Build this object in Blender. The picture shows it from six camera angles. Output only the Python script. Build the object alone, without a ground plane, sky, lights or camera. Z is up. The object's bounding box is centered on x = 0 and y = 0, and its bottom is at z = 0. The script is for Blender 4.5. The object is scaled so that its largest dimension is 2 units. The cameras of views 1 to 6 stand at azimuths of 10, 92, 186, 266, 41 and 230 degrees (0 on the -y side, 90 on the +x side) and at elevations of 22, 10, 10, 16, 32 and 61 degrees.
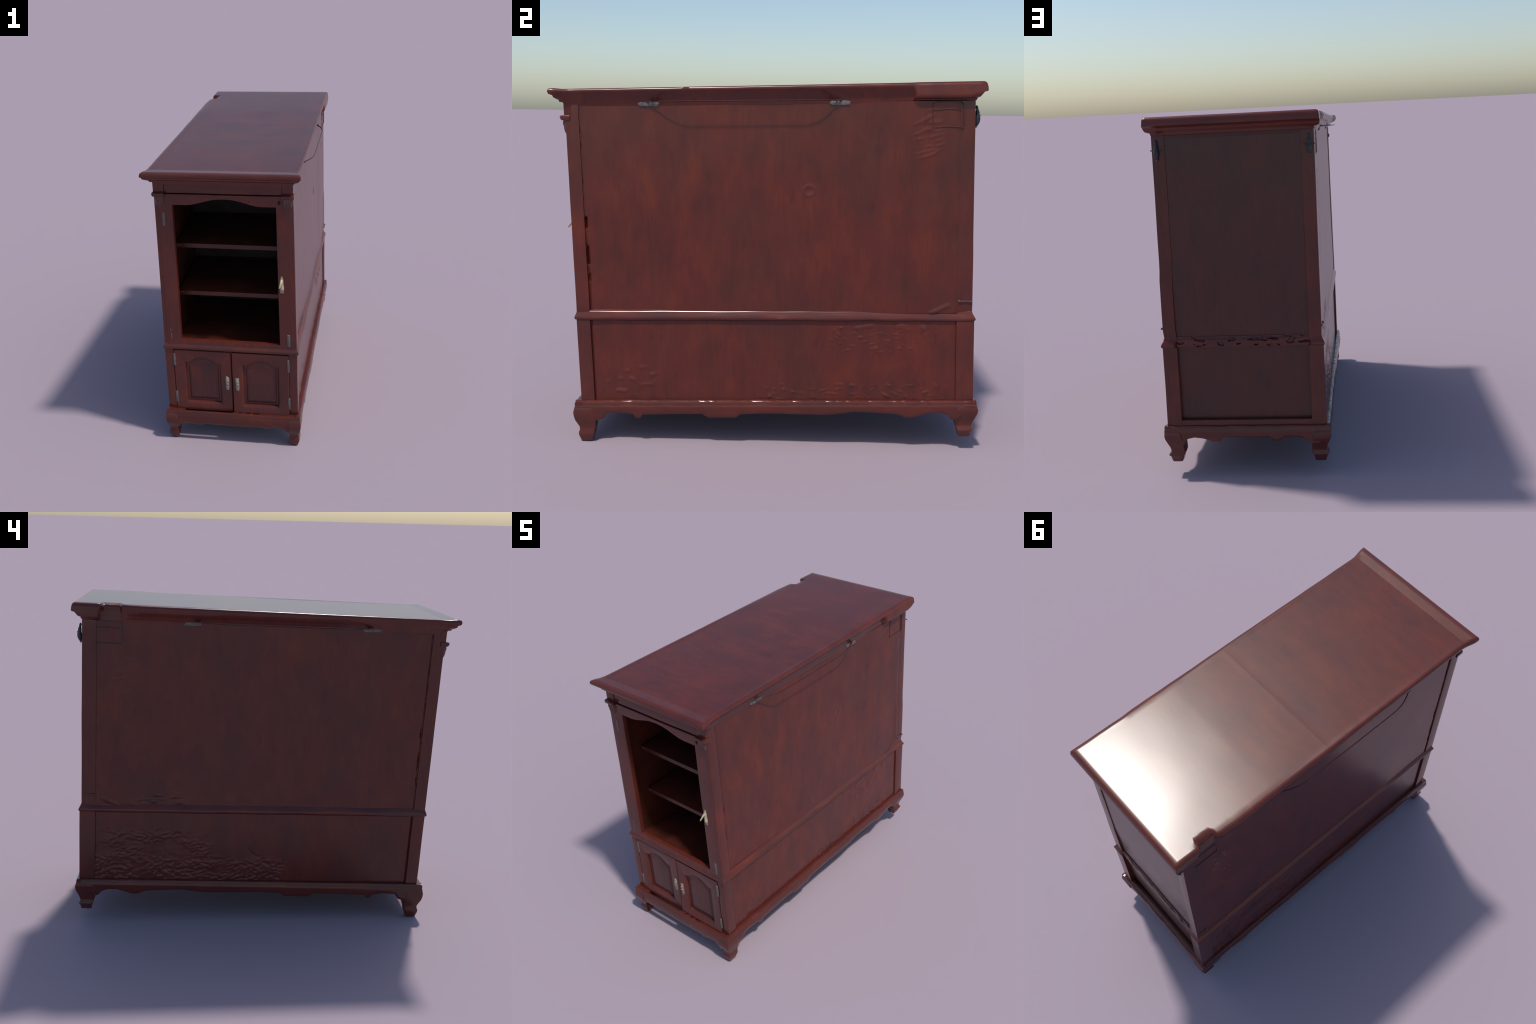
"""A long, deep mahogany display cabinet, leaning a little forward.

Every part is drawn in an upright 'workshop' frame (x width, y depth with the
front at -y, z height) and then set through lean(), which gives the whole piece
the forward lean, the lifted back feet and the slight taper of the original.
"""
import bpy, bmesh, math, random
from mathutils import Vector, noise

random.seed(7)
for o in list(bpy.data.objects):
    bpy.data.objects.remove(o)

# ------------------------------------------------------------------ helpers
def lerp(a, b, t):
    return a + (b - a) * t

def clamp(t, a=0.0, b=1.0):
    return max(a, min(b, t))

def smooth(t):
    t = clamp(t)
    return t * t * (3 - 2 * t)

def interp(x, xs, ys):
    if x <= xs[0]:
        return ys[0]
    for i in range(len(xs) - 1):
        if x <= xs[i + 1]:
            return lerp(ys[i], ys[i + 1], (x - xs[i]) / (xs[i + 1] - xs[i]))
    return ys[-1]

def window(v, a, b, soft):
    """1 between a and b, fading to 0 over 'soft' on both sides."""
    return smooth((v - a) / soft + .5) * smooth((b - v) / soft + .5)

def lean(p, wobble=.0012):
    x, y, z = p
    t = (y + .92) / 1.87
    lift = interp(z, [0, .15, .2, .6, 1.6, 1.67], [.069, .06, .05, .036, .039, .056])
    kf = interp(z, [0, .60, .64, 1.6, 1.61], [.997, .995, 1.016, .993, 1.0])
    kb = interp(z, [0, .60, .64, 1.6], [1.0, 1.0, .998, 1.0])
    q = Vector((x * lerp(kf, kb, t) + .009 - .011 * t, y - .036 * (z - .9), z + lift * t))
    if wobble:
        q += noise.noise_vector(Vector((x * 5 + 3, y * 5, z * 5))) * wobble
    q.z = max(q.z, 0.0)
    if x > .3 and y > .6 and z > .64:                    # the post bulges at the back corner
        q.x += .002 * smooth((y - .6) / .25) + .0045 * smooth((y - .82) / .05) * window(z, .66, .96, .08)
    elif x < -.3 and y > .6 and z > .64:
        q.x -= .002 * smooth((y - .6) / .25)
    return q

ROOT = bpy.data.objects.new("display_cabinet", None)
bpy.context.scene.collection.objects.link(ROOT)
ROOT["label"] = "long deep mahogany display cabinet with open shelves and paneled doors"
ROOT["category"] = "cabinet"

def finish(bm, name, mat, parent=None, angle=35, wobble=.0012, recalc=True):
    if recalc:
        bmesh.ops.recalc_face_normals(bm, faces=bm.faces)
    for v in bm.verts:
        v.co = lean(v.co, wobble)
    me = bpy.data.meshes.new(name)
    bm.to_mesh(me)
    bm.free()
    for p in me.polygons:
        p.use_smooth = True
    me.set_sharp_from_angle(angle=math.radians(angle))
    me.materials.append(mat)
    ob = bpy.data.objects.new(name, me)
    bpy.context.scene.collection.objects.link(ob)
    ob.parent = parent or ROOT
    return ob

def add_box(bm, x0, x1, y0, y1, z0, z1, bevel=.003, step=.06):
    """A board with eased edges, cut along its length so that it can bow."""
    tmp = bmesh.new()
    bmesh.ops.create_cube(tmp, size=1)
    for v in tmp.verts:
        v.co = Vector((lerp(x0, x1, v.co.x + .5), lerp(y0, y1, v.co.y + .5), lerp(z0, z1, v.co.z + .5)))
    if bevel:
        bmesh.ops.bevel(tmp, geom=tmp.edges[:], offset=bevel, segments=2, profile=.7, affect='EDGES')
    for ax, (a, b) in enumerate(((x0, x1), (y0, y1), (z0, z1))):
        n = int((b - a) / step)
        for i in range(1, n + 1):
            c = a + (b - a) * i / (n + 1)
            co = Vector((0, 0, 0)); co[ax] = c
            no = Vector((0, 0, 0)); no[ax] = 1
            bmesh.ops.bisect_plane(tmp, geom=tmp.verts[:] + tmp.edges[:] + tmp.faces[:], plane_co=co, plane_no=no)
    me = bpy.data.meshes.new("tmp")
    tmp.to_mesh(me); tmp.free()
    bm.from_mesh(me)
    bpy.data.meshes.remove(me)

def board(name, mat, *dims, bevel=.003, step=.06, parent=None, angle=35):
    bm = bmesh.new()
    add_box(bm, *dims, bevel=bevel, step=step)
    return finish(bm, name, mat, parent, angle)

def skin(bm, loops, closed=True):
    rows = [[bm.verts.new(p) for p in lp] for lp in loops]
    n = len(rows[0])
    for a, b in zip(rows, rows[1:]):
        for i in range(n if closed else n - 1):
            j = (i + 1) % n
            try:
                bm.faces.new((a[i], a[j], b[j], b[i]))
            except ValueError:
                pass
    return rows

def tube(bm, pts, radius, n=10, flat=1.0):
    loops = []
    P = [Vector(p) for p in pts]
    for i, p in enumerate(P):
        d = (P[min(i + 1, len(P) - 1)] - P[max(i - 1, 0)]).normalized()
        u = Vector((0, 0, 1)) if abs(d.z) < .9 else Vector((1, 0, 0))
        s = d.cross(u).normalized()
        u = s.cross(d)
        r = radius(i / (len(P) - 1)) if callable(radius) else radius
        loops.append([p + s * math.cos(a) * r + u * math.sin(a) * r * flat
                      for a in (2 * math.pi * k / n for k in range(n))])
    rows = skin(bm, loops)
    bm.faces.new(rows[0][::-1]); bm.faces.new(rows[-1])

def lump(bm, c, r, seg=14):
    """Ellipsoid at c with radii r."""
    ret = bmesh.ops.create_uvsphere(bm, u_segments=seg, v_segments=seg // 2 + 2, radius=1)
    for v in ret['verts']:
        v.co = Vector((c[0] + v.co.x * r[0], c[1] + v.co.y * r[1], c[2] + v.co.z * r[2]))

def pill(bm, c, w, h, d, axis='y', sign=-1, ragged=0.0, seed=0, n=28):
    """Low plate with round ends lying on a face; axis is the face normal."""
    def place(a, b, o):
        if axis == 'y':
            return Vector((c[0] + a, c[1] + sign * o, c[2] + b))
        return Vector((c[0] + sign * o, c[1] + a, c[2] + b))
    loops = []
    for o, k in ((-.002, 1.0), (d * .6, .96), (d, .80)):
        lp = []
        for i in range(n):
            t = 2 * math.pi * i / n
            ca, sa = math.cos(t), math.sin(t)
            e = .45
            a = math.copysign(abs(ca) ** e, ca) * w / 2
            b = math.copysign(abs(sa) ** e, sa) * h / 2
            g = 1 + ragged * noise.noise(Vector((ca * 1.7 + seed, sa * 1.7, seed * 3.1)))
            inset = (1 - k) * min(w, h) / 2
            a -= math.copysign(min(inset, abs(a)), a)
            b -= math.copysign(min(inset, abs(b)), b)
            lp.append(place(a * g, b * g, o))
        loops.append(lp)
    rows = skin(bm, loops)
    bm.faces.new(rows[-1])

# ---------------------------------------------------------------- materials
def wood(name, grain, tones, rough=.255, stain=(.050, .0175, .0150), spec=.45, speckle=0.0, bump=.004, uneven=.025):
    """Lacquered timber. grain = axis the figure runs along; tones dark/mid/red."""
    m = bpy.data.materials.new(name)
    m.use_nodes = True
    nt = m.node_tree
    N, L = nt.nodes, nt.links
    N.clear()
    out = N.new("ShaderNodeOutputMaterial")
    bs = N.new("ShaderNodeBsdfPrincipled")
    L.new(bs.outputs[0], out.inputs[0])
    tc = N.new("ShaderNodeTexCoord")

    def noise_tex(scale, along, detail=4, seed=0.0, roughness=.55, distort=0.0):
        mp = N.new("ShaderNodeMapping")
        s = [scale] * 3
        s['xyz'.index(grain)] = scale * along
        mp.inputs['Scale'].default_value = s
        mp.inputs['Location'].default_value = (seed, seed * 1.7, seed * .6)
        L.new(tc.outputs['Object'], mp.inputs[0])
        t = N.new("ShaderNodeTexNoise")
        t.inputs['Scale'].default_value = 1
        t.inputs['Detail'].default_value = detail
        t.inputs['Roughness'].default_value = roughness
        t.inputs['Distortion'].default_value = distort
        L.new(mp.outputs[0], t.inputs[0])
        return t.outputs[0]

    def ramp(src, stops):
        r = N.new("ShaderNodeValToRGB")
        e = r.color_ramp.elements
        while len(e) < len(stops):
            e.new(.5)
        for el, (p, c) in zip(e, stops):
            el.position = p
            el.color = (*c, 1)
        L.new(src, r.inputs[0])
        return r.outputs[0]

    def mix(fac, a, b, mode='MIX'):
        x = N.new("ShaderNodeMix")
        x.data_type = 'RGBA'
        x.blend_type = mode
        for sock, val in ((x.inputs[0], fac), (x.inputs[6], a), (x.inputs[7], b)):
            if hasattr(val, 'default_value') or hasattr(val, 'is_output'):
                L.new(val, sock)
            elif isinstance(val, tuple):
                sock.default_value = (*val, 1)
            else:
                sock.default_value = val
        return x.outputs[2]

    g1 = lambda v: (v, v, v)
    body = ramp(noise_tex(10, .5, 6, 1.3, .62), [(.30, tones[0]), (.50, tones[1]), (.70, tones[2])])
    cloud = ramp(noise_tex(3.6, .6, 3, 5.1), [(.40, g1(0)), (.68, g1(1))])
    body = mix(cloud, body, mix(.45, body, stain))
    streak = ramp(noise_tex(95, .06, 4, 9.7, .65), [(.25, g1(.78)), (.55, g1(1)), (.8, g1(1.14))])
    body = mix(.55, body, streak, 'MULTIPLY')
    knots = ramp(noise_tex(16, .35, 2, 3.3), [(.66, g1(0)), (.78, g1(1))])
    body = mix(knots, body, mix(.35, body, (.02, .010, .011)))
    if speckle:
        fine = ramp(noise_tex(150, 1, 2, 2.2), [(.52, g1(0)), (.60, g1(1))])
        where = ramp(noise_tex(5, .8, 3, 8.8), [(.50, g1(0)), (.62, g1(speckle))])
        body = mix(mix(1.0, fine, where, 'MULTIPLY'), body, tuple(c * 1.5 for c in tones[2]))
    L.new(body, bs.inputs['Base Color'])
    rr = N.new("ShaderNodeMapRange")
    rr.inputs[3].default_value = rough - uneven
    rr.inputs[4].default_value = rough + uneven
    L.new(noise_tex(12, .5, 3, 4.4), rr.inputs[0])
    L.new(rr.outputs[0], bs.inputs['Roughness'])
    bs.inputs['Specular IOR Level'].default_value = spec
    b = N.new("ShaderNodeBump")
    b.inputs['Strength'].default_value = bump
    b.inputs['Distance'].default_value = .004
    L.new(noise_tex(60, .08, 3, 6.6), b.inputs['Height'])
    L.new(b.outputs[0], bs.inputs['Normal'])
    return m

def metal(name, dark, light, rough, metallic=.0, scale=60):
    m = bpy.data.materials.new(name)
    m.use_nodes = True
    nt = m.node_tree
    N, L = nt.nodes, nt.links
    bs = N["Principled BSDF"]
    tc = N.new("ShaderNodeTexCoord")
    t = N.new("ShaderNodeTexNoise")
    t.inputs['Scale'].default_value = scale
    t.inputs['Detail'].default_value = 4
    L.new(tc.outputs['Object'], t.inputs[0])
    r = N.new("ShaderNodeValToRGB")
    r.color_ramp.elements[0].position = .35
    r.color_ramp.elements[0].color = (*dark, 1)
    r.color_ramp.elements[1].position = .65
    r.color_ramp.elements[1].color = (*light, 1)
    L.new(t.outputs[0], r.inputs[0])
    L.new(r.outputs[0], bs.inputs['Base Color'])
    bs.inputs['Roughness'].default_value = rough
    bs.inputs['Metallic'].default_value = metallic
    return m

TONES = ((.080, .0155, .0112), (.105, .0185, .0112), (.129, .0235, .0108))
TONES_POST = ((.080, .0180, .0140), (.104, .0205, .0142), (.130, .0240, .0130))
WOOD_V = wood("mahogany_upright", 'z', TONES)
WOOD_POST = wood("mahogany_post", 'z', TONES_POST, rough=.22)
WOOD_X = wood("mahogany_crosswise", 'x', TONES_POST, rough=.19)
WOOD_Y = wood("mahogany_lengthwise", 'y', TONES_POST, rough=.18)
WOOD_TOP = wood("mahogany_top", 'x', TONES, speckle=.16, bump=.002, uneven=.004, stain=(.066, .0165, .0135))
WOOD_BACK = wood("mahogany_back", 'z', ((.056, .0190, .0150), (.072, .0200, .0155), (.090, .0210, .0150)), stain=(.046, .022, .018))
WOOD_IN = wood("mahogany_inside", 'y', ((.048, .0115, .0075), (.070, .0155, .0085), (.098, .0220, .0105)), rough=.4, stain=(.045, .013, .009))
WOOD_PANEL = wood("mahogany_door_panel", 'z', ((.056, .0170, .0150), (.082, .0190, .0150), (.125, .0230, .0145)))
BOARD_BACK = metal("dark_brown_backboard", (.030, .016, .013), (.046, .026, .022), .6, scale=12)
STEEL = metal("dull_steel", (.085, .076, .070), (.140, .126, .115), .45)
PULL = metal("worn_pewter", (.20, .172, .135), (.30, .26, .205), .42)
BRASS = metal("pale_brass", (.42, .37, .22), (.60, .54, .36), .28, .3)
IRON = metal("black_iron", (.012, .015, .02), (.03, .033, .04), .45)
ROD = metal("lacquered_rod", (.040, .010, .009), (.060, .014, .012), .22)
DARK = metal("dark_fitting", (.035, .024, .025), (.055, .035, .033), .4)
GREYLEAF = metal("tarnished_carving", (.075, .027, .024), (.105, .045, .040), .4, scale=45)

# ---------------------------------------------------------- rectangular ring
FRONT, BACK, HW_UP, HW_LOW = -.908, .942, .376, .385

def stations(a, b, step, extra=()):
    n = max(2, int(round(abs(b - a) / step)))
    s = {round(a + (b - a) * i / n, 4) for i in range(n + 1)}
    s |= {round(e, 4) for e in extra}
    return sorted(s)

def ring_loops(levels, ys, xs, side_hook=None, front_hook=None, back_hook=None, blend=.05):
    """levels: (front_y, front_z, side_x, side_z, back_y, back_z).
    ys / xs are parameters in 0..1 along the sides / the ends."""
    loops = []
    for k, (fy, fz, sx, sz, by, bz) in enumerate(levels):
        def side(sign, t):
            y = lerp(fy, by, t)
            x, z = sx, sz
            if side_hook:
                x, z = side_hook(k, sign, y, x, z)
            d0, d1 = (y - fy) / blend, (by - y) / blend
            z = lerp(fz, z, smooth(d0)) if d0 < 1 else z
            z = lerp(bz, z, smooth(d1)) if d1 < 1 else z
            return Vector((sign * x, y, z))
        lp = []
        L0, L1 = side(-1, 0), side(-1, 1)
        R0, R1 = side(1, 0), side(1, 1)
        for t in xs[:-1]:
            p = L0.lerp(R0, t)
            if front_hook: p = front_hook(k, p)
            lp.append(p)
        lp += [side(1, t) for t in ys[:-1]]
        for t in xs[:-1]:
            p = R1.lerp(L1, t)
            if back_hook: p = back_hook(k, p)
            lp.append(p)
        lp += [side(-1, t) for t in reversed(ys[1:])]
        loops.append(lp)
    return loops

# ------------------------------------------------------------ cornice + top
BLOCK = [(.376, 1.606), (.3775, 1.610), (.399, 1.6125), (.4045, 1.616), (.4055, 1.624), (.405, 1.634),
         (.404, 1.644), (.4035, 1.652), (.402, 1.659), (.398, 1.6665), (.390, 1.6705)]
CORN = [  # front y,z   side x,z   back y,z
    (-0.910, 1.5940, .3745, 1.594, .943, 1.603),
    (-0.914, 1.6090, .376, 1.601, .949, 1.612),
    (-0.929, 1.6120, .3775, 1.610, .958, 1.617),
    (-0.931, 1.6210, .379, 1.618, .967, 1.626),
    (-0.938, 1.6240, .3815, 1.627, .975, 1.6335),
    (-0.948, 1.6320, .386, 1.637, .986, 1.635),
    (-0.950, 1.6410, .392, 1.647, .991, 1.638),
    (-0.966, 1.6475, .3975, 1.652, .990, 1.649),
    (-0.970, 1.6580, .400, 1.658, .987, 1.660),
    (-0.966, 1.6690, .398, 1.665, .982, 1.667),
    (-0.953, 1.6730, .391, 1.6685, .973, 1.6705)]

def cornice_side(k, sign, y, x, z):
    bx, bz = BLOCK[k]
    if sign > 0:
        w = smooth((y - .664) / .012) if k < 9 else smooth((y - .62) / .08)
        x, z = lerp(x, bx, w), lerp(z, bz, w)
    else:
        w = smooth((y - .849) / .010)
        x, z = lerp(x, bx, w), lerp(z, bz, w)
        n = window(y, .748, .842, .012)                       # missing piece of the moulding
        x += .011 * window(z, 1.612, 1.650, .03) * smooth((.74 - y) / .02)   # fuller cove on this side
        x += .003 * smooth((.74 - y) / .02) * smooth((y + .2) / .8) * (k > 4)
        x += .003 * (k > 4) * smooth((.74 - y) / .02)
        deep = .370 + .012 * noise.noise(Vector((y * 40, k * .7, 2)))
        x = lerp(x, deep if k > 3 else .372, n * (.97 if k > 1 else 0))
        z -= n * .006 * (k > 8)
    if k > 4:
        x += .0052 * (1 - (smooth((y - .655) / .02) if k < 9 else smooth((y - .62) / .08))) + .0012 * noise.noise(Vector((y * 14, sign * 3, k * .5)))
    x += .0160 * smooth((-.86 - y) / .10) * smooth((k - 1) / 5)   # flared front corners
    return x, z

def top_height(y):
    return interp(y, [-.97, -.95, -.886, -.880, -.6, -.2, .045, .065, .085, .4, .98],
                  [1.673, 1.6728, 1.6672, 1.6674, 1.6667, 1.6661, 1.6668, 1.6672, 1.6672, 1.6698, 1.6706])

def ty(y):   # fraction along the cornice side
    return (y + .953) / (.973 + .953)

ys = [clamp(ty(v)) for v in stations(-.953, .973, .022,
      [-.935, -.915, -.898, -.892, -.888, -.884, -.880, -.876, -.868, .655, .660, .664, .668, .672, .676, .725, .729, .733, .737, .741, .83, .835, .839, .843, .847, .851, .855, .06, .065, .07])]
ys = sorted(set(ys))
xs = [i / 60 for i in range(61)]
bm = bmesh.new()
loops = ring_loops(CORN, ys, xs, side_hook=cornice_side)
rows = skin(bm, loops)
last = rows[-1]
nx, ny = len(xs) - 1, len(ys) - 1
right = last[nx:nx + ny + 1]
left = [last[0]] + last[2 * nx + ny:][::-1]
grid = [last[0:nx + 1]]
for j in range(1, ny):
    a, b = left[j].co, right[j].co
    row = [left[j]]
    for i in range(1, nx):
        p = a.lerp(b, i / nx)
        edge = min(i, nx - i) / nx
        p.z = lerp(p.z, top_height(p.y), smooth(edge * (30 + 14 * noise.noise(Vector((p.y * 22, i, 3))))))
        row.append(bm.verts.new(p))
    row.append(right[j])
    grid.append(row)
grid.append(last[nx + ny:2 * nx + ny + 1][::-1])
for a, b in zip(grid, grid[1:]):
    for i in range(nx):
        try:
            bm.faces.new((a[i], a[i + 1], b[i + 1], b[i]))
        except ValueError:
            pass
top = finish(bm, "cornice_top", WOOD_TOP, angle=50, wobble=.0003)
# closed underside of the cornice (ceiling of the cabinet)
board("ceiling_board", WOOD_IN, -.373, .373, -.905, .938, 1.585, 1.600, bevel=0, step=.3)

# -------------------------------------------------------- mid belt moulding
BELT = [(-.900, .643, .362, .648, .934, .652),
        (-.906, .640, .3735, .643, .939, .648),
        (-.909, .634, .3765, .637, .941, .643),
        (-.911, .628, .380, .631, .944, .634),
        (-.915, .619, .3875, .620, .951, .622),
        (-.9165, .612, .391, .611, .9555, .613),
        (-.9150, .604, .389, .604, .954, .606),
        (-.909, .600, .383, .598, .948, .600),
        (-.895, .599, .366, .597, .930, .599)]

def belt_back(k, p):
    w = window(p.x, -.316, .316, .012)
    chip = max(0, noise.noise(Vector((p.x * 16, 3.1, p.z * 30))) - .05) * .02
    p.y = lerp(p.y, min(p.y, .924) - chip, w)
    return p

def belt_side(k, sign, y, x, z):
    if 2 < k < 7:
        x += .0018 * noise.noise(Vector((y * 9, sign * 4, k * .8)))
    z += .0022 * noise.noise(Vector((y * 5, sign * 2 + 9, k * .3)))
    return x, z

bm = bmesh.new()
ys_b = [i / 110 for i in range(111)]
xs_b = sorted({i / 40 for i in range(41)} | {.080, .095, .905, .920})
skin(bm, ring_loops(BELT, ys_b, xs_b, side_hook=belt_side, back_hook=belt_back))
finish(bm, "belt_moulding", WOOD_Y, angle=48, wobble=.0016)

# -------------------------------------------------------------- corner posts
for sx in (-1, 1):
    for (y0, y1, xin) in ((FRONT, -.845, .337), (.868, BACK, .314)):
        back = y0 > 0
        a, b = sorted((sx * xin, sx * HW_UP))
        board("corner_post", WOOD_POST, a, b, y0, y1, .632, 1.604, bevel=.007, step=.05)
        a, b = sorted((sx * xin, sx * HW_LOW))
        board("corner_post", WOOD_POST, a, b, y0 - (0 if back else .002), y1 + (.009 if back else 0), .19, .604, bevel=.006, step=.05)

# --------------------------------------------------------------- side panels
def side_relief(y, z, sign):
    """Outward height of the side board above its plane: old dents, pitted and
    wormy patches, the wrinkled area near the back corner."""
    P = Vector
    h = .0012 * noise.noise(P((y * 2.2, z * 2.2, 5 + sign)))
    if sign < 0:
        edge = .030 * noise.noise(P((y * 11, z * 11, 2)))
        m = max(window(y, .255 + edge, .90, .05) * window(z, .18, .50 + edge, .09),
                window(y, -.15 + edge, .30, .06) * window(z, .18, .335 + edge, .05))
        if m > 0:
            calm = smooth(.55 + 1.7 * noise.noise(P((y * 6, z * 9, 12))) + .5 * smooth((.36 - z) / .1))
            q = P((y * 30 + 1.4 * noise.noise(P((y * 9, z * 9, 3))), z * 74 + 2.6 * noise.noise(P((y * 7, z * 7, 8))), 1.7))
            ridge = 1 - abs(noise.noise(q)) * 2.8
            h += m * calm * .0036 * max(0, ridge)
            q = P((y * 58, z * 105, 4.2 + noise.noise(P((y * 12, z * 12, 1)))))
            h += m * (.3 + .7 * calm) * .0022 * noise.noise(q)
            h += m * .0016 * noise.noise(P((y * 10, z * 16, 6)))
        m = window(y, .66, .79, .05) * window(z, .95, 1.47, .2)
        if m > 0:
            h += m * .0050 * max(0, noise.noise(P((y * 30, z * 85, 7.7))) - .18)
        m = window(y, .38, .68, .04) * window(z, .64, .72, .03)
        if m > 0:
            h += m * .009 * max(0, noise.noise(P((y * 26, z * 70, 2.7))) - .1)
        r = math.hypot(y + .02, (z - .43) * .9)              # faint curved scratch
        if -.02 < y + .0 < .06 and .33 < z < .46:
            h -= .0015 * math.exp(-((r - .075) / .004) ** 2)
    else:
        m = window(y, .29, .78, .08) * window(z, .44, .585, .05)
        if m > 0:
            h += m * .0085 * max(0, noise.noise(P((y * 40 + 2 * noise.noise(P((y * 8, z * 8, 1))), z * 84 + 3 * noise.noise(P((y * 6, z * 6, 5))), 3.3))) - .20)
        m = window(y, -.08, .84, .06) * window(z, .205, .285, .03)
        if m > 0:
            h += m * .0090 * max(0, noise.noise(P((y * 36 + 2 * noise.noise(P((y * 9, z * 9, 2))), z * 72 + 3 * noise.noise(P((y * 7, z * 7, 6))), 6.1))) - .18)
        m = window(y, -.80, -.50, .05) * window(z, .23, .37, .04)
        if m > 0:
            h += m * .010 * max(0, noise.noise(P((y * 24, z * 34, 9.2))) - .18)
        m = window(y, .675, .80, .03) * window(z, 1.36, 1.56, .05)
        if m > 0:
            q = P((y * 13 + z * 9, z * 60 - y * 18, 1.2))
            h += m * .0075 * max(0, noise.noise(q) - .05)
        r = math.hypot(y - .196, (z - 1.205) * 1.15)          # ring shaped dent
        h += .0019 * math.exp(-((r - .026) / .006) ** 2) - .0016 * math.exp(-(r / .014) ** 2)
    if .60 < z < .72 and y > .72:                              # short brace by the belt
        u = (y - .79) * .91 + (z - .655) * .42
        v = -(y - .79) * .42 + (z - .655) * .91
        h += .004 * window(u, -.05, .05, .02) * window(v, -.009, .009, .006)
    return h

def board_set(y, z, sign):
    """How far the side boards stand in or out of the frame: the lower ones sit
    back behind the posts, the upper +x one is twisted."""
    if z < .61:
        if sign > 0:
            return -.0075 + .0025 * smooth((y - .3) / .4)
        return -.0085 + .0045 * smooth((y - .0) / .3)
    if sign > 0:
        return .0062 * smooth((y - .35) / .3) - .0085 * smooth((-.15 - y) / .45) * smooth((1.2 - z) / .45)
    return -.002 * smooth((-.5 - y) / .3)

def seam(y, z, sign, y0, y1):
    """Uneven shadow gap where the board meets the posts, with broken holes."""
    d0, d1 = y - y0, y1 - y
    j = .0025 * noise.noise(Vector((z * 30, sign, 4)))
    g = -.006 * math.exp(-((d0 - .003 + j) / .004) ** 2) - .0035 * math.exp(-((d1 - .003 + j) / .004) ** 2)
    if z > .65:
        for zc, hz, dep in ((1.060, .026, .016), (.905, .045, .012), (.80, .02, .008)):
            g -= dep * math.exp(-((d0 - .007) / .0055) ** 2) * window(z, zc - hz, zc + hz, .012) * (1 if sign > 0 else .4)
    return g

def side_panel(name, sign, y0, y1, z0, z1, hw, cell=.0055):
    ny, nz = int((y1 - y0) / cell), int((z1 - z0) / cell)
    outer, inner = [], []
    for j in range(nz + 1):
        z = lerp(z0, z1, j / nz)
        ro = []
        for i in range(ny + 1):
            y = lerp(y0, y1, i / ny)
            h = side_relief(y, z, sign) + seam(y, z, sign, y0, y1) + board_set(y, z, sign)
            ro.append(Vector((sign * (hw + h), y, z)))
        outer.append(ro)
    bm = bmesh.new()
    V = [[bm.verts.new(p) for p in r] for r in outer]
    for j in range(nz):
        for i in range(ny):
            f = (V[j][i], V[j][i + 1], V[j + 1][i + 1], V[j + 1][i])
            bm.faces.new(f if sign > 0 else f[::-1])
    # thickness: a plain back face and four edges
    rim = [V[0][i] for i in range(ny + 1)] + [V[j][ny] for j in range(1, nz + 1)] + \
          [V[nz][i] for i in range(ny - 1, -1, -1)] + [V[j][0] for j in range(nz - 1, 0, -1)]
    B = [bm.verts.new(Vector((sign * (hw - .032), v.co.y, v.co.z))) for v in rim]
    for i in range(len(rim)):
        j = (i + 1) % len(rim)
        bm.faces.new((rim[j], rim[i], B[i], B[j]))
    bm.faces.new(B)
    return finish(bm, name, WOOD_V, angle=60)

for s in (-1, 1):
    side_panel("side_panel", s, -.846, .875, .635, 1.603, HW_UP - .0025)
    side_panel("side_panel", s, -.848, .877, .192, .602, HW_LOW - .003)

# --------------------------------------------------------------- back panels
def back_panel(name, x0, x1, z0, z1, y, bumps, mat):
    nx, nz = int((x1 - x0) / .012), int((z1 - z0) / .012)
    bm = bmesh.new()
    V = []
    for j in range(nz + 1):
        z = lerp(z0, z1, j / nz)
        row = []
        for i in range(nx + 1):
            x = lerp(x0, x1, i / nx)
            h = .0015 * noise.noise(Vector((x * 3, z * 3, 1))) + bumps(x, z)
            row.append(bm.verts.new((x, y + h, z)))
        V.append(row)
    for j in range(nz):
        for i in range(nx):
            bm.faces.new((V[j][i + 1], V[j][i], V[j + 1][i], V[j + 1][i + 1]))
    ret = bmesh.ops.extrude_face_region(bm, geom=bm.faces[:])
    for v in [g for g in ret['geom'] if isinstance(g, bmesh.types.BMVert)]:
        v.co.y = y - .034
    return finish(bm, name, mat, angle=60)

back_panel("back_panel", -.318, .318, .646, 1.612, BACK - .005, lambda x, z: -.002 * smooth((z - 1.59) / .01) - .008 * smooth((1.0 - z) / .3), WOOD_BACK)
back_panel("back_panel", -.318, .318, .228, .612, BACK - .004,
           lambda x, z: -.016 + .006 * smooth((z - .30) / .28), WOOD_BACK)
board("rail", WOOD_X, -.316, .316, .928, .9495, .188, .232, bevel=.003)
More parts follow.
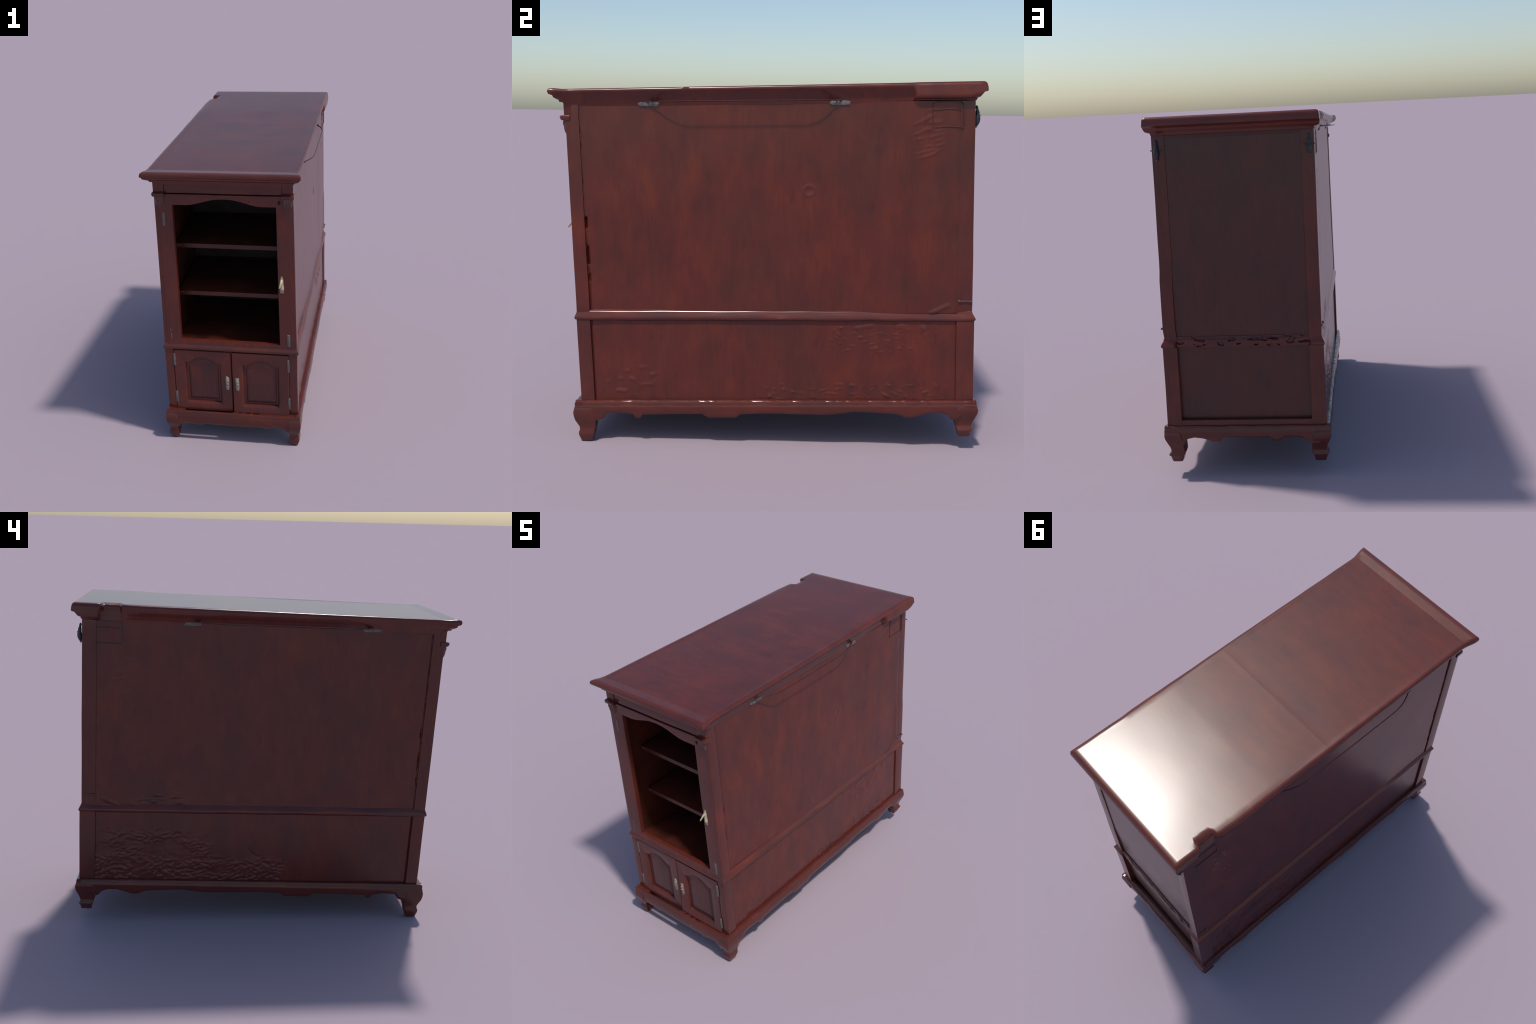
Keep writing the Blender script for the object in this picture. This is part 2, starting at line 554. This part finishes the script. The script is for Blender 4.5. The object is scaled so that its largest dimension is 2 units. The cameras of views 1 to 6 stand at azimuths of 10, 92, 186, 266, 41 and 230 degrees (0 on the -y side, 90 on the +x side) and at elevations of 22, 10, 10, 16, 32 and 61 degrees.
# worn middle rail of the back, pitted and broken
def rail_pits(x, z):
    a = noise.noise(Vector((x * 24, z * 70, 3)))
    b = noise.noise(Vector((x * 45, z * 90, 8)))
    hole = smooth((a - .22) / .10)                    # worm-eaten cavities with ragged rims
    return -.011 * hole - .005 * max(0, b - .05)
bm = bmesh.new()
V = []
for j in range(25):
    z = lerp(.603, .652, j / 24)
    V.append([bm.verts.new((lerp(-.316, .316, i / 240),
              BACK - .0005 - .007 * smooth((z - .632) / .02) + rail_pits(lerp(-.316, .316, i / 240), z), z)) for i in range(241)])
for j in range(24):
    for i in range(240):
        bm.faces.new((V[j][i + 1], V[j][i], V[j + 1][i], V[j + 1][i + 1]))
ret = bmesh.ops.extrude_face_region(bm, geom=bm.faces[:])
for v in [g for g in ret['geom'] if isinstance(g, bmesh.types.BMVert)]:
    v.co.y = .915
finish(bm, "worn_rail", WOOD_X, angle=60)

# -------------------------------------------------------- arched outlines
def bump_curve(u, flat, roundness=0.0):
    """Bell from 0 at |u|>=flat to 1 at u=0."""
    u = abs(u) / flat
    if u >= 1:
        return 0
    bell = .5 + .5 * math.cos(math.pi * u ** 1.15)
    return lerp(bell, (1 - u ** 2.2) ** .85, roundness)

def arch_loop(x0, x1, z0, zs, zt, y, flat=.8, roundness=0.0, nb=8, ns=10, na=40):
    lp = []
    for i in range(nb):
        lp.append(Vector((lerp(x0, x1, i / nb), y, z0)))
    for i in range(ns):
        lp.append(Vector((x1, y, lerp(z0, zs, i / ns))))
    for i in range(na):
        t = i / na
        u = 1 - 2 * t
        lp.append(Vector((lerp(x1, x0, t), y, zs + (zt - zs) * bump_curve(u, flat, roundness))))
    for i in range(ns):
        lp.append(Vector((x0, y, lerp(zs, z0, i / ns))))
    return lp

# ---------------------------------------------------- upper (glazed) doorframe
bm = bmesh.new()
ox0, ox1, oz0, oz1 = -.356, .356, .630, 1.536
fy = FRONT - .0012
A = dict(flat=.74)
loops = [
    arch_loop(ox0, ox1, oz0, oz1, oz1, fy + .028, **A),
    arch_loop(ox0, ox1, oz0, oz1, oz1, fy + .003, **A),
    arch_loop(ox0 + .003, ox1 - .003, oz0, oz1 - .003, oz1 - .003, fy, **A),
    arch_loop(-.284, .289, .652, 1.4865, 1.523, fy, **A),
    arch_loop(-.278, .2832, .658, 1.4805, 1.5178, fy + .001, **A),
    arch_loop(-.2755, .2808, .660, 1.4778, 1.5148, fy + .006, **A),
    arch_loop(-.2755, .2808, .660, 1.4778, 1.5148, fy + .028, **A)]
rows = skin(bm, loops + [loops[0]])
bmesh.ops.remove_doubles(bm, verts=bm.verts, dist=1e-5)
upper_door = finish(bm, "open_door_frame", WOOD_POST, angle=40)

# ------------------------------------------------------------ lower doors
def door(x0, x1, out, sink):
    z0, z1 = .196, .594
    y = FRONT - .002 - out
    cx = (x0 + x1) / 2
    px0, px1 = cx - .107, cx + .107
    k = dict(flat=.76, roundness=.65)
    r = lambda d, yy: arch_loop(px0 + d, px1 - d, .243 + d * 1.1, .515 - d, .553 - d, yy, **k)
    rect = lambda d, yy: arch_loop(x0 + d, x1 - d, z0 + d, z1 - d, z1 - d, yy, **k)
    bm = bmesh.new()
    skin(bm, [rect(0, y + .026), rect(0, y + .003), rect(.003, y), r(-.004, y), r(0, y + .0015),
              r(.006, y + .010), r(.009, y + .011 + sink), r(.009, y + .026 + sink)])
    kick = .003 if x0 < 0 else .008                       # the doors have warped out at the foot
    for v in bm.verts:
        v.co.y -= kick * smooth((.32 - v.co.z) / .12)
    frame = finish(bm, "door", WOOD_POST, angle=40)
    y += sink
    bm = bmesh.new()
    rows = skin(bm, [r(.0075, y + .022), r(.0075, y + .0122), r(.019, y + .0118), r(.021, y + .0135), r(.023, y + .0120),
                     r(.036, y + .0070), r(.040, y + .0066)])
    bm.faces.new(rows[-1])
    finish(bm, "raised_panel", WOOD_PANEL, parent=frame, angle=30)
    return frame

door_l = door(-.3362, .0022, .000, .005)
door_r = door(.0075, .3362, .004, .004)
board("rail", WOOD_X, -.345, .345, FRONT + .006, FRONT + .03,   .588, .640, bevel=.002)   # behind the belt
board("door_stop", DARK, -.02, .03, FRONT + .016, FRONT + .03, .19, .60, bevel=0, step=.2)
# lower front sill behind the slot
board("bottom_board", WOOD_IN, -.375, .375, FRONT + .016, .93, .143, .192, bevel=.001, step=.2)

# --------------------------------------------------------- frieze & capitals
board("frieze", WOOD_X, -.3165, .3165, FRONT - .001, FRONT + .03, 1.548, 1.602, bevel=.002)
board("ledge", WOOD_X, -.3165, .3165, FRONT - .007, FRONT + .02, 1.529, 1.5425, bevel=.004)
for s in (-1, 1):
    # plain pier above
    a, b = sorted((s * .3175, s * .3765))
    board("pier", WOOD_POST, a, b, FRONT - .005, FRONT + .03, 1.548, 1.606, bevel=.004)
    # cap that juts out, with the leaf carving below it
    prof = [(1.552, .016), (1.549, .025), (1.541, .026), (1.534, .024), (1.529, .018)]
    bm = bmesh.new()
    lp = []
    for z, o in prof:
        x0, x1, yf = s * (.315 - o * .06), s * (.3755 + o * .25), FRONT - o + .001
        lp.append([Vector((x0, FRONT + .01, z)), Vector((x0, yf + .004, z)), Vector((lerp(x0, x1, .08), yf, z)),
                   Vector((lerp(x0, x1, .9), yf, z)), Vector((x1, yf + .005, z)), Vector((x1, FRONT + .022, z))])
    rows = skin(bm, lp)
    bm.faces.new(rows[0]); bm.faces.new(rows[-1][::-1])
    cap = finish(bm, "capital", WOOD_X, angle=40)
    bm = bmesh.new()
    n = 24
    lp = []
    for j in range(19):
        t = j / 18
        z = lerp(1.531, 1.462, t)
        half = .029 * (1 - .12 * t) if t < .45 else .0275 * math.sqrt(max(.012, 1 - ((t - .40) / .60) ** 2.2))
        dep = interp(t, [0, .1, .3, .42, .5, .72, .95, 1], [.017, .016, .0155, .011, .012, .0085, .004, .0005])
        row = []
        for i in range(n + 1):
            u = -1 + 2 * i / n
            rel = dep * (1 - .55 * abs(u) ** 3)
            rel += .0028 * math.cos(u * 9.5) * window(t, .12, .9, .2)
            rel -= .006 * math.exp(-((u / .16) ** 2 + ((t - .27) / .07) ** 2))       # drilled eye
            rel += .0030 * math.exp(-(((math.hypot(u, (t - .27) * 2.4)) - .33) / .10) ** 2)
            edge = .0 if abs(u) < 1 else -.006
            row.append(Vector((s * .3455 + u * half, FRONT + .001 - rel - edge, z)))
        lp.append(row)
    skin(bm, lp, closed=False)
    ret = bmesh.ops.extrude_face_region(bm, geom=bm.faces[:])
    for v in [g for g in ret['geom'] if isinstance(g, bmesh.types.BMVert)]:
        v.co.y = FRONT + .008
    finish(bm, "carved_leaf", GREYLEAF, parent=cap, angle=50, wobble=0)

# dark spots on the top rail: a hole's inner shade modelled as near-black lumps
bm = bmesh.new()
lump(bm, (.300, FRONT - .0010, 1.506), (.0085, .003, .0115))
lump(bm, (.097, FRONT - .0010, 1.529), (.010, .0018, .0035))
lump(bm, (.141, FRONT - .0010, 1.509), (.004, .0016, .003))
ob = finish(bm, "hole_dark_lump", metal("painted_hole_dark", (.004, .003, .003), (.008, .006, .006), .85), wobble=0)
ob["kind"] = "stuff"

# ---------------------------------------------------------------- interior
IN = .318
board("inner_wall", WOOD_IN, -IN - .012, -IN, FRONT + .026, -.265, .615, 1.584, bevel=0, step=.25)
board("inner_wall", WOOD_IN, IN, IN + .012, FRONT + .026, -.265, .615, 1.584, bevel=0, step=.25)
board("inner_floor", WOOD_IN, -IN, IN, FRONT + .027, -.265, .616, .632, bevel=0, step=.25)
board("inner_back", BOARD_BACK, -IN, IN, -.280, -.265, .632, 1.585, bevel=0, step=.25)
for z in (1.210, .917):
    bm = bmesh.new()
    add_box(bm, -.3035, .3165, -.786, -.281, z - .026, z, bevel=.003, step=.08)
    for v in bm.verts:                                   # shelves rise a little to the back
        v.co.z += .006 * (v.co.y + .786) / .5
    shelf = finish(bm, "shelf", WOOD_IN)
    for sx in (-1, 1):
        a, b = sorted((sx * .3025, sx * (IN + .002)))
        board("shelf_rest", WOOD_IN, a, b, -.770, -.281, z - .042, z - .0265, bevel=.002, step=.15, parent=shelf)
bm = bmesh.new()
for z in (1.210, .917):
    for x in (-.292, -.279):
        lump(bm, (x, -.7865, z - .009), (.004, .002, .004), 8)
ob = finish(bm, "shelf_pin", STEEL, wobble=0)
ob["kind"] = "stuff"

# ------------------------------------------------------- plinth and aprons
SIDE_EDGE = [(-.94, .158), (-.90, .152), (-.878, .125), (-.862, .106), (-.842, .104), (-.829, .112), (-.806, .118), (-.797, .134), (-.784, .146), (-.717, .148), (-.668, .140),
             (-.659, .135), (-.650, .120), (-.626, .120), (-.616, .136), (-.46, .139), (-.332, .139), (-.302, .119),
             (-.168, .119), (-.146, .136), (-.034, .140), (.042, .138), (.253, .131), (.295, .134), (.391, .146),
             (.463, .143), (.583, .136), (.607, .129), (.631, .117), (.661, .115), (.703, .128), (.744, .140),
             (.798, .140), (.828, .128), (.846, .106), (.861, .100), (.875, .106), (.895, .128), (.92, .154), (.97, .160)]
FRONT_EDGE = [(-.40, .160), (-.37, .152), (-.352, .115), (-.342, .090), (-.325, .092), (-.311, .108), (-.300, .119), (-.243, .118), (-.197, .111), (-.182, .114), (-.17, .121),
              (-.094, .117), (.034, .116), (.171, .121), (.186, .114), (.205, .112), (.236, .125), (.281, .126), (.311, .109),
              (.332, .092), (.342, .092), (.352, .115), (.37, .152), (.40, .160)]
BACK_EDGE = [(-.40, .160), (-.372, .154), (-.352, .120), (-.338, .098), (-.321, .099), (-.29, .118), (-.273, .134), (-.239, .143), (-.181, .138), (-.152, .121), (-.137, .120),
             (-.112, .141), (-.037, .142), (.08, .144), (.115, .138), (.128, .118), (.163, .119), (.215, .136),
             (.256, .141), (.289, .133), (.299, .114), (.312, .10), (.338, .098), (.352, .120), (.372, .154), (.40, .160)]

def apron(name, edge, place, a0, a1, base, slot=None, step=.012, lip0=.017, top_z=.2055, mat=None):
    """Moulded board with a fretted lower edge. place(along, outward, z)."""
    xs_, zs_ = [e[0] for e in edge], [e[1] for e in edge]
    st = stations(a0, a1, step, xs_)
    st = [s for s in st if a0 <= s <= a1]
    lp = []
    for s in st:
        zb = interp(s, xs_, zs_) - .0022
        w = .0022 * noise.noise(Vector((s * 11, base * 9, 1))) + .0014 * noise.noise(Vector((s * 45, base, 5)))
        zt = top_z + w
        lip = lip0 + .5 * w
        inn = -.012
        if slot:
            inn = lerp(inn, lip - .016, slot(s))
        pr = [(inn, zt - .001), (min(inn + .016, lip - .007), zt + .0005), (lip - .006, zt - .002), (lip - .002, zt - .010 + w),
              (lip - .0035, zt - .020), (lip - .0005, zt - .027 + w), (lip, zt - .040), (lip - .001, lerp(zb, zt, .18)),
              (lip - .003, zb + .002), (lip - .005, zb), (lip - .024, zb), (lip - .026, zb + .004), (lip - .026 if not slot else lip - .0215, zt - .006)]
        if slot:
            pr[-3] = (lip - .0205, zb); pr[-2] = (lip - .0215, zb + .004)
            if slot(s) < .5:
                pr[-1] = (-.012, zt - .012)
        lp.append([place(s, o, z) for o, z in pr])
    bm = bmesh.new()
    rows = skin(bm, lp)
    bm.faces.new(rows[0]); bm.faces.new(rows[-1][::-1])
    return finish(bm, name, mat or WOOD_Y, angle=42, wobble=.001)

for s in (-1, 1):
    apron("side_apron", SIDE_EDGE, lambda a, o, z, s=s: Vector((s * (.3835 + o), a, z)), -.936, .9625, s)

def slot_open(x):
    v = window(x, -.287, .005, .01)
    for c, h in ((.045, .010), (.095, .016), (.140, .022)):
        v = max(v, window(x, c - h, c + h, .008))
    return v
apron("front_apron", FRONT_EDGE, lambda a, o, z: Vector((a, -.915 - o, z)), -.3985, .3985, 2.0,
      slot=slot_open, lip0=.0275, top_z=.201, step=.006, mat=WOOD_X)
apron("back_apron", BACK_EDGE, lambda a, o, z: Vector((a, .949 + o, z)), -.3985, .3985, 3.0, lip0=.0175, mat=WOOD_X)

# ------------------------------------------------------------- cabriole feet
FOOT_FRONT = [  # z, outer x, outer y, inner x, inner y
    (.196, .390, -.930, .330, -.864), (.182, .397, -.939, .330, -.862), (.168, .4010, -.9445, .328, -.858),
    (.148, .4035, -.9495, .328, -.853), (.130, .4020, -.9485, .330, -.848), (.108, .3985, -.944, .334, -.845),
    (.088, .3930, -.934, .336, -.845), (.070, .3885, -.926, .336, -.847), (.058, .3885, -.926, .3345, -.851),
    (.044, .3925, -.9315, .3325, -.854), (.032, .3920, -.9315, .333, -.856), (.018, .3875, -.927, .335, -.862), (.0025, .3830, -.9225, .339, -.867), (.0002, .3800, -.920, .341, -.870)]
FOOT_BACK = [
    (.196, .391, .954, .325, .888), (.182, .397, .963, .324, .884), (.168, .4010, .9695, .322, .878),
    (.148, .4020, .973, .318, .870), (.130, .3990, .970, .312, .865), (.105, .3900, .961, .312, .863),
    (.085, .3820, .954, .310, .865), (.066, .3780, .948, .308, .869), (.056, .3790, .947, .307, .872),
    (.043, .3890, .953, .311, .876), (.038, .3885, .9525, .313, .878), (.033, .3820, .947, .316, .880), (.008, .3750, .9420, .322, .8835), (.003, .3720, .939, .326, .886)]

def foot(s, front):
    spec = FOOT_FRONT if front else FOOT_BACK
    lp = []
    for z, ox, oy, ix, iy in spec:
        cx, cy, hx, hy = (ox + ix) / 2, (oy + iy) / 2, (ox - ix) / 2, abs(oy - iy) / 2
        row = []
        for i in range(32):
            t = 2 * math.pi * i / 32
            e = lerp(.12, .24, smooth((.13 - z) / .09))
            ca, sa = math.cos(t), math.sin(t)
            row.append(Vector((s * (cx + hx * math.copysign(abs(ca) ** e, ca)),
                               cy + hy * math.copysign(abs(sa) ** e, sa), z)))
        lp.append(row)
    bm = bmesh.new()
    rows = skin(bm, lp)
    bm.faces.new(rows[0]); bm.faces.new(rows[-1][::-1])
    # curled ear where the foot meets the side apron
    return finish(bm, "cabriole_foot", WOOD_POST, angle=50, wobble=.0012)

for s in (-1, 1):
    foot(s, True)
    foot(s, False)

# ----------------------------------------------------- hinges, pulls, handle
def plate(name, mat, parent, c, w, h, d, ragged=.12, seed=0, axis='y', sign=-1):
    bm = bmesh.new()
    pill(bm, c, w, h, d, axis, sign, ragged, seed)
    return finish(bm, name, mat, parent, angle=50, wobble=0)

plate("hinge", STEEL, upper_door, (-.3285, FRONT - .001, 1.399), .015, .080, .003, seed=1)
plate("hinge", STEEL, upper_door, (.332, FRONT - .001, .690), .018, .080, .003, seed=2)
plate("hinge", STEEL, upper_door, (-.3335, FRONT - .001, .722), .006, .018, .002, .3, seed=3)
plate("hinge", STEEL, upper_door, (-.3315, FRONT - .001, .686), .007, .034, .002, .3, seed=4)
for x, z, par, sd in ((-.331, .530, door_l, 5), (-.3325, .279, door_l, 6), (.3345, .528, door_r, 7), (.3355, .277, door_r, 8)):
    plate("hinge", STEEL, par, (x, FRONT - .002 - (.004 if x > 0 else 0), z), .014, .082, .0035, seed=sd)

for x, par, sd in ((-.025, door_l, 11), (.035, door_r, 12)):
    yd = FRONT - (.004 if x > 0 else 0)
    p = plate("door_pull", PULL, par, (x, yd - .002, .391), .023, .086, .004, .22, seed=sd)
    bm = bmesh.new()
    lump(bm, (x, yd - .009, .389), (.0085, .006, .0065))
    lump(bm, (x, yd - .0085, .405), (.009, .005, .012))
    finish(bm, "pull_knob", PULL, parent=par, wobble=0)
    bm = bmesh.new()
    lump(bm, (x, yd - .012, .3865), (.009, .004, .0035))
    finish(bm, "keyhole", DARK, parent=par, wobble=0)

plate("handle_plate", PULL, upper_door, (.302, FRONT, 1.030), .022, .092, .004, .2, seed=21)
bm = bmesh.new()
tube(bm, [(.302, FRONT - .002, 1.066), (.300, FRONT - .015, 1.056), (.297, FRONT - .028, 1.042), (.294, FRONT - .038, 1.030)],
     lambda t: .007 * (1 - .45 * t), flat=.8)
tube(bm, [(.303, FRONT - .001, 1.084), (.303, FRONT - .004, 1.062), (.304, FRONT - .003, 1.034), (.304, FRONT - .001, 1.008)],
     lambda t: .004 + .007 * t)
finish(bm, "lever_handle", BRASS, parent=upper_door, wobble=0)

# --------------------------------------------------- side hoops and brackets
for s in (-1, 1):
    shift = .0 if s > 0 else .05
    ya, yb = -.522, .338 + shift
    bm = bmesh.new()
    pts = []
    n = 60
    for i in range(n + 1):
        t = i / n
        y = lerp(ya + .012, yb - .012, t)
        d = min(y - ya, yb - y)
        out = .062 * math.sin(math.pi / 2 * clamp(d / .17)) ** .8
        pts.append((s * (.372 + out), y, 1.609))
    tube(bm, pts, .0031, 10)
    hoop = finish(bm, "hoop_rail", ROD, wobble=0)
    for yc, sd in ((ya, 31), (yb, 32)):
        bm = bmesh.new()
        pill(bm, (s * (HW_UP - .003), yc, 1.598), .094, .021, .0065, 'x', s, .2, sd + s)
        br = finish(bm, "bracket", STEEL, parent=hoop, angle=50, wobble=0)
        bm = bmesh.new()
        inward = 1 if yc < 0 else -1
        tube(bm, [(s * (HW_UP - .004), yc - .012 * inward, 1.606), (s * (HW_UP + .010), yc, 1.610),
                  (s * (HW_UP + .020), yc + .022 * inward, 1.609)], lambda t: .0045 * (1 - .3 * t))
        finish(bm, "clip", DARK, parent=br, wobble=0)

# ------------------------------------------------------------- iron latches
for s in (-1, 1):
    x, y = s * .352, BACK
    bm = bmesh.new()
    pts = [(x, y + .007 + .006 * math.sin(math.pi * t), lerp(1.583, 1.490, t)) for t in [i / 16 for i in range(17)]]
    tube(bm, pts, lambda t: interp(t, [0, .05, .12, .2, .26, .34, .5, .62, .8, .92, 1],
                                   [.002, .0055, .0062, .0048, .0075, .0088, .0095, .0128, .0120, .0070, .0035]), 12)
    latch = finish(bm, "latch", IRON, angle=60, wobble=0)
    bm = bmesh.new()
    tube(bm, [(x - .026, y + .012, 1.5355), (x - .012, y + .017, 1.535), (x + .012, y + .017, 1.535), (x + .026, y + .012, 1.5355)], .0028, 8)
    tube(bm, [(x, y + .010, 1.536), (x, y + .026, 1.537)], .0028, 8)
    finish(bm, "cross_pin", IRON, parent=latch, wobble=0)
    bm = bmesh.new()
    tube(bm, [(x, y + .0075, 1.494), (x, y + .006, 1.482)], lambda t: .0065 * (1 - .85 * t), 10)
    finish(bm, "tip", STEEL, parent=latch, wobble=0)

# ------------------------------------------- strap frames and the small knobs
for s in (-1, 1):
    xf = s * (HW_UP + (.0045 if s > 0 else -.0015))
    bm = bmesh.new()
    y0, y1, z0, z1 = (.752, .888, 1.484, 1.599)
    if s < 0:
        y0, y1 = .742, .882
    r = .0026
    def bar(pts, rad):
        tube(bm, [(xf, a, b) for a, b in pts], rad, 8)
    bar([(y0, z0), (y0, lerp(z0, z1, .5)), (y0, z1 - .010), (y0 + .006, z1), (lerp(y0, y1, .5), z1 + .001), (y1 - .012, z1), (y1, z1 - .012),
         (y1, lerp(z0, z1, .5)), (y1, z0)], r)
    bar([(y0, z0 + .003), (lerp(y0, y1, .5), z0 + .006), (y1, z0 + .003)], r * .9)
    bar([(y0 + .008, z1 - .036), (lerp(y0, y1, .5), z1 - .031), (y1 - .010, z1 - .034)], r)
    finish(bm, "strap_frame", DARK if s < 0 else WOOD_PANEL, wobble=0)
    bm = bmesh.new()
    tube(bm, [(xf, .882, .694), (s * (HW_UP + .001), .905, .694), (xf, .938, .694)], .005, 10)
    lump(bm, (s * (HW_UP + .002), .880, .694), (.007, .008, .008))
    finish(bm, "peg", GREYLEAF, wobble=0)

bpy.context.view_layer.update()
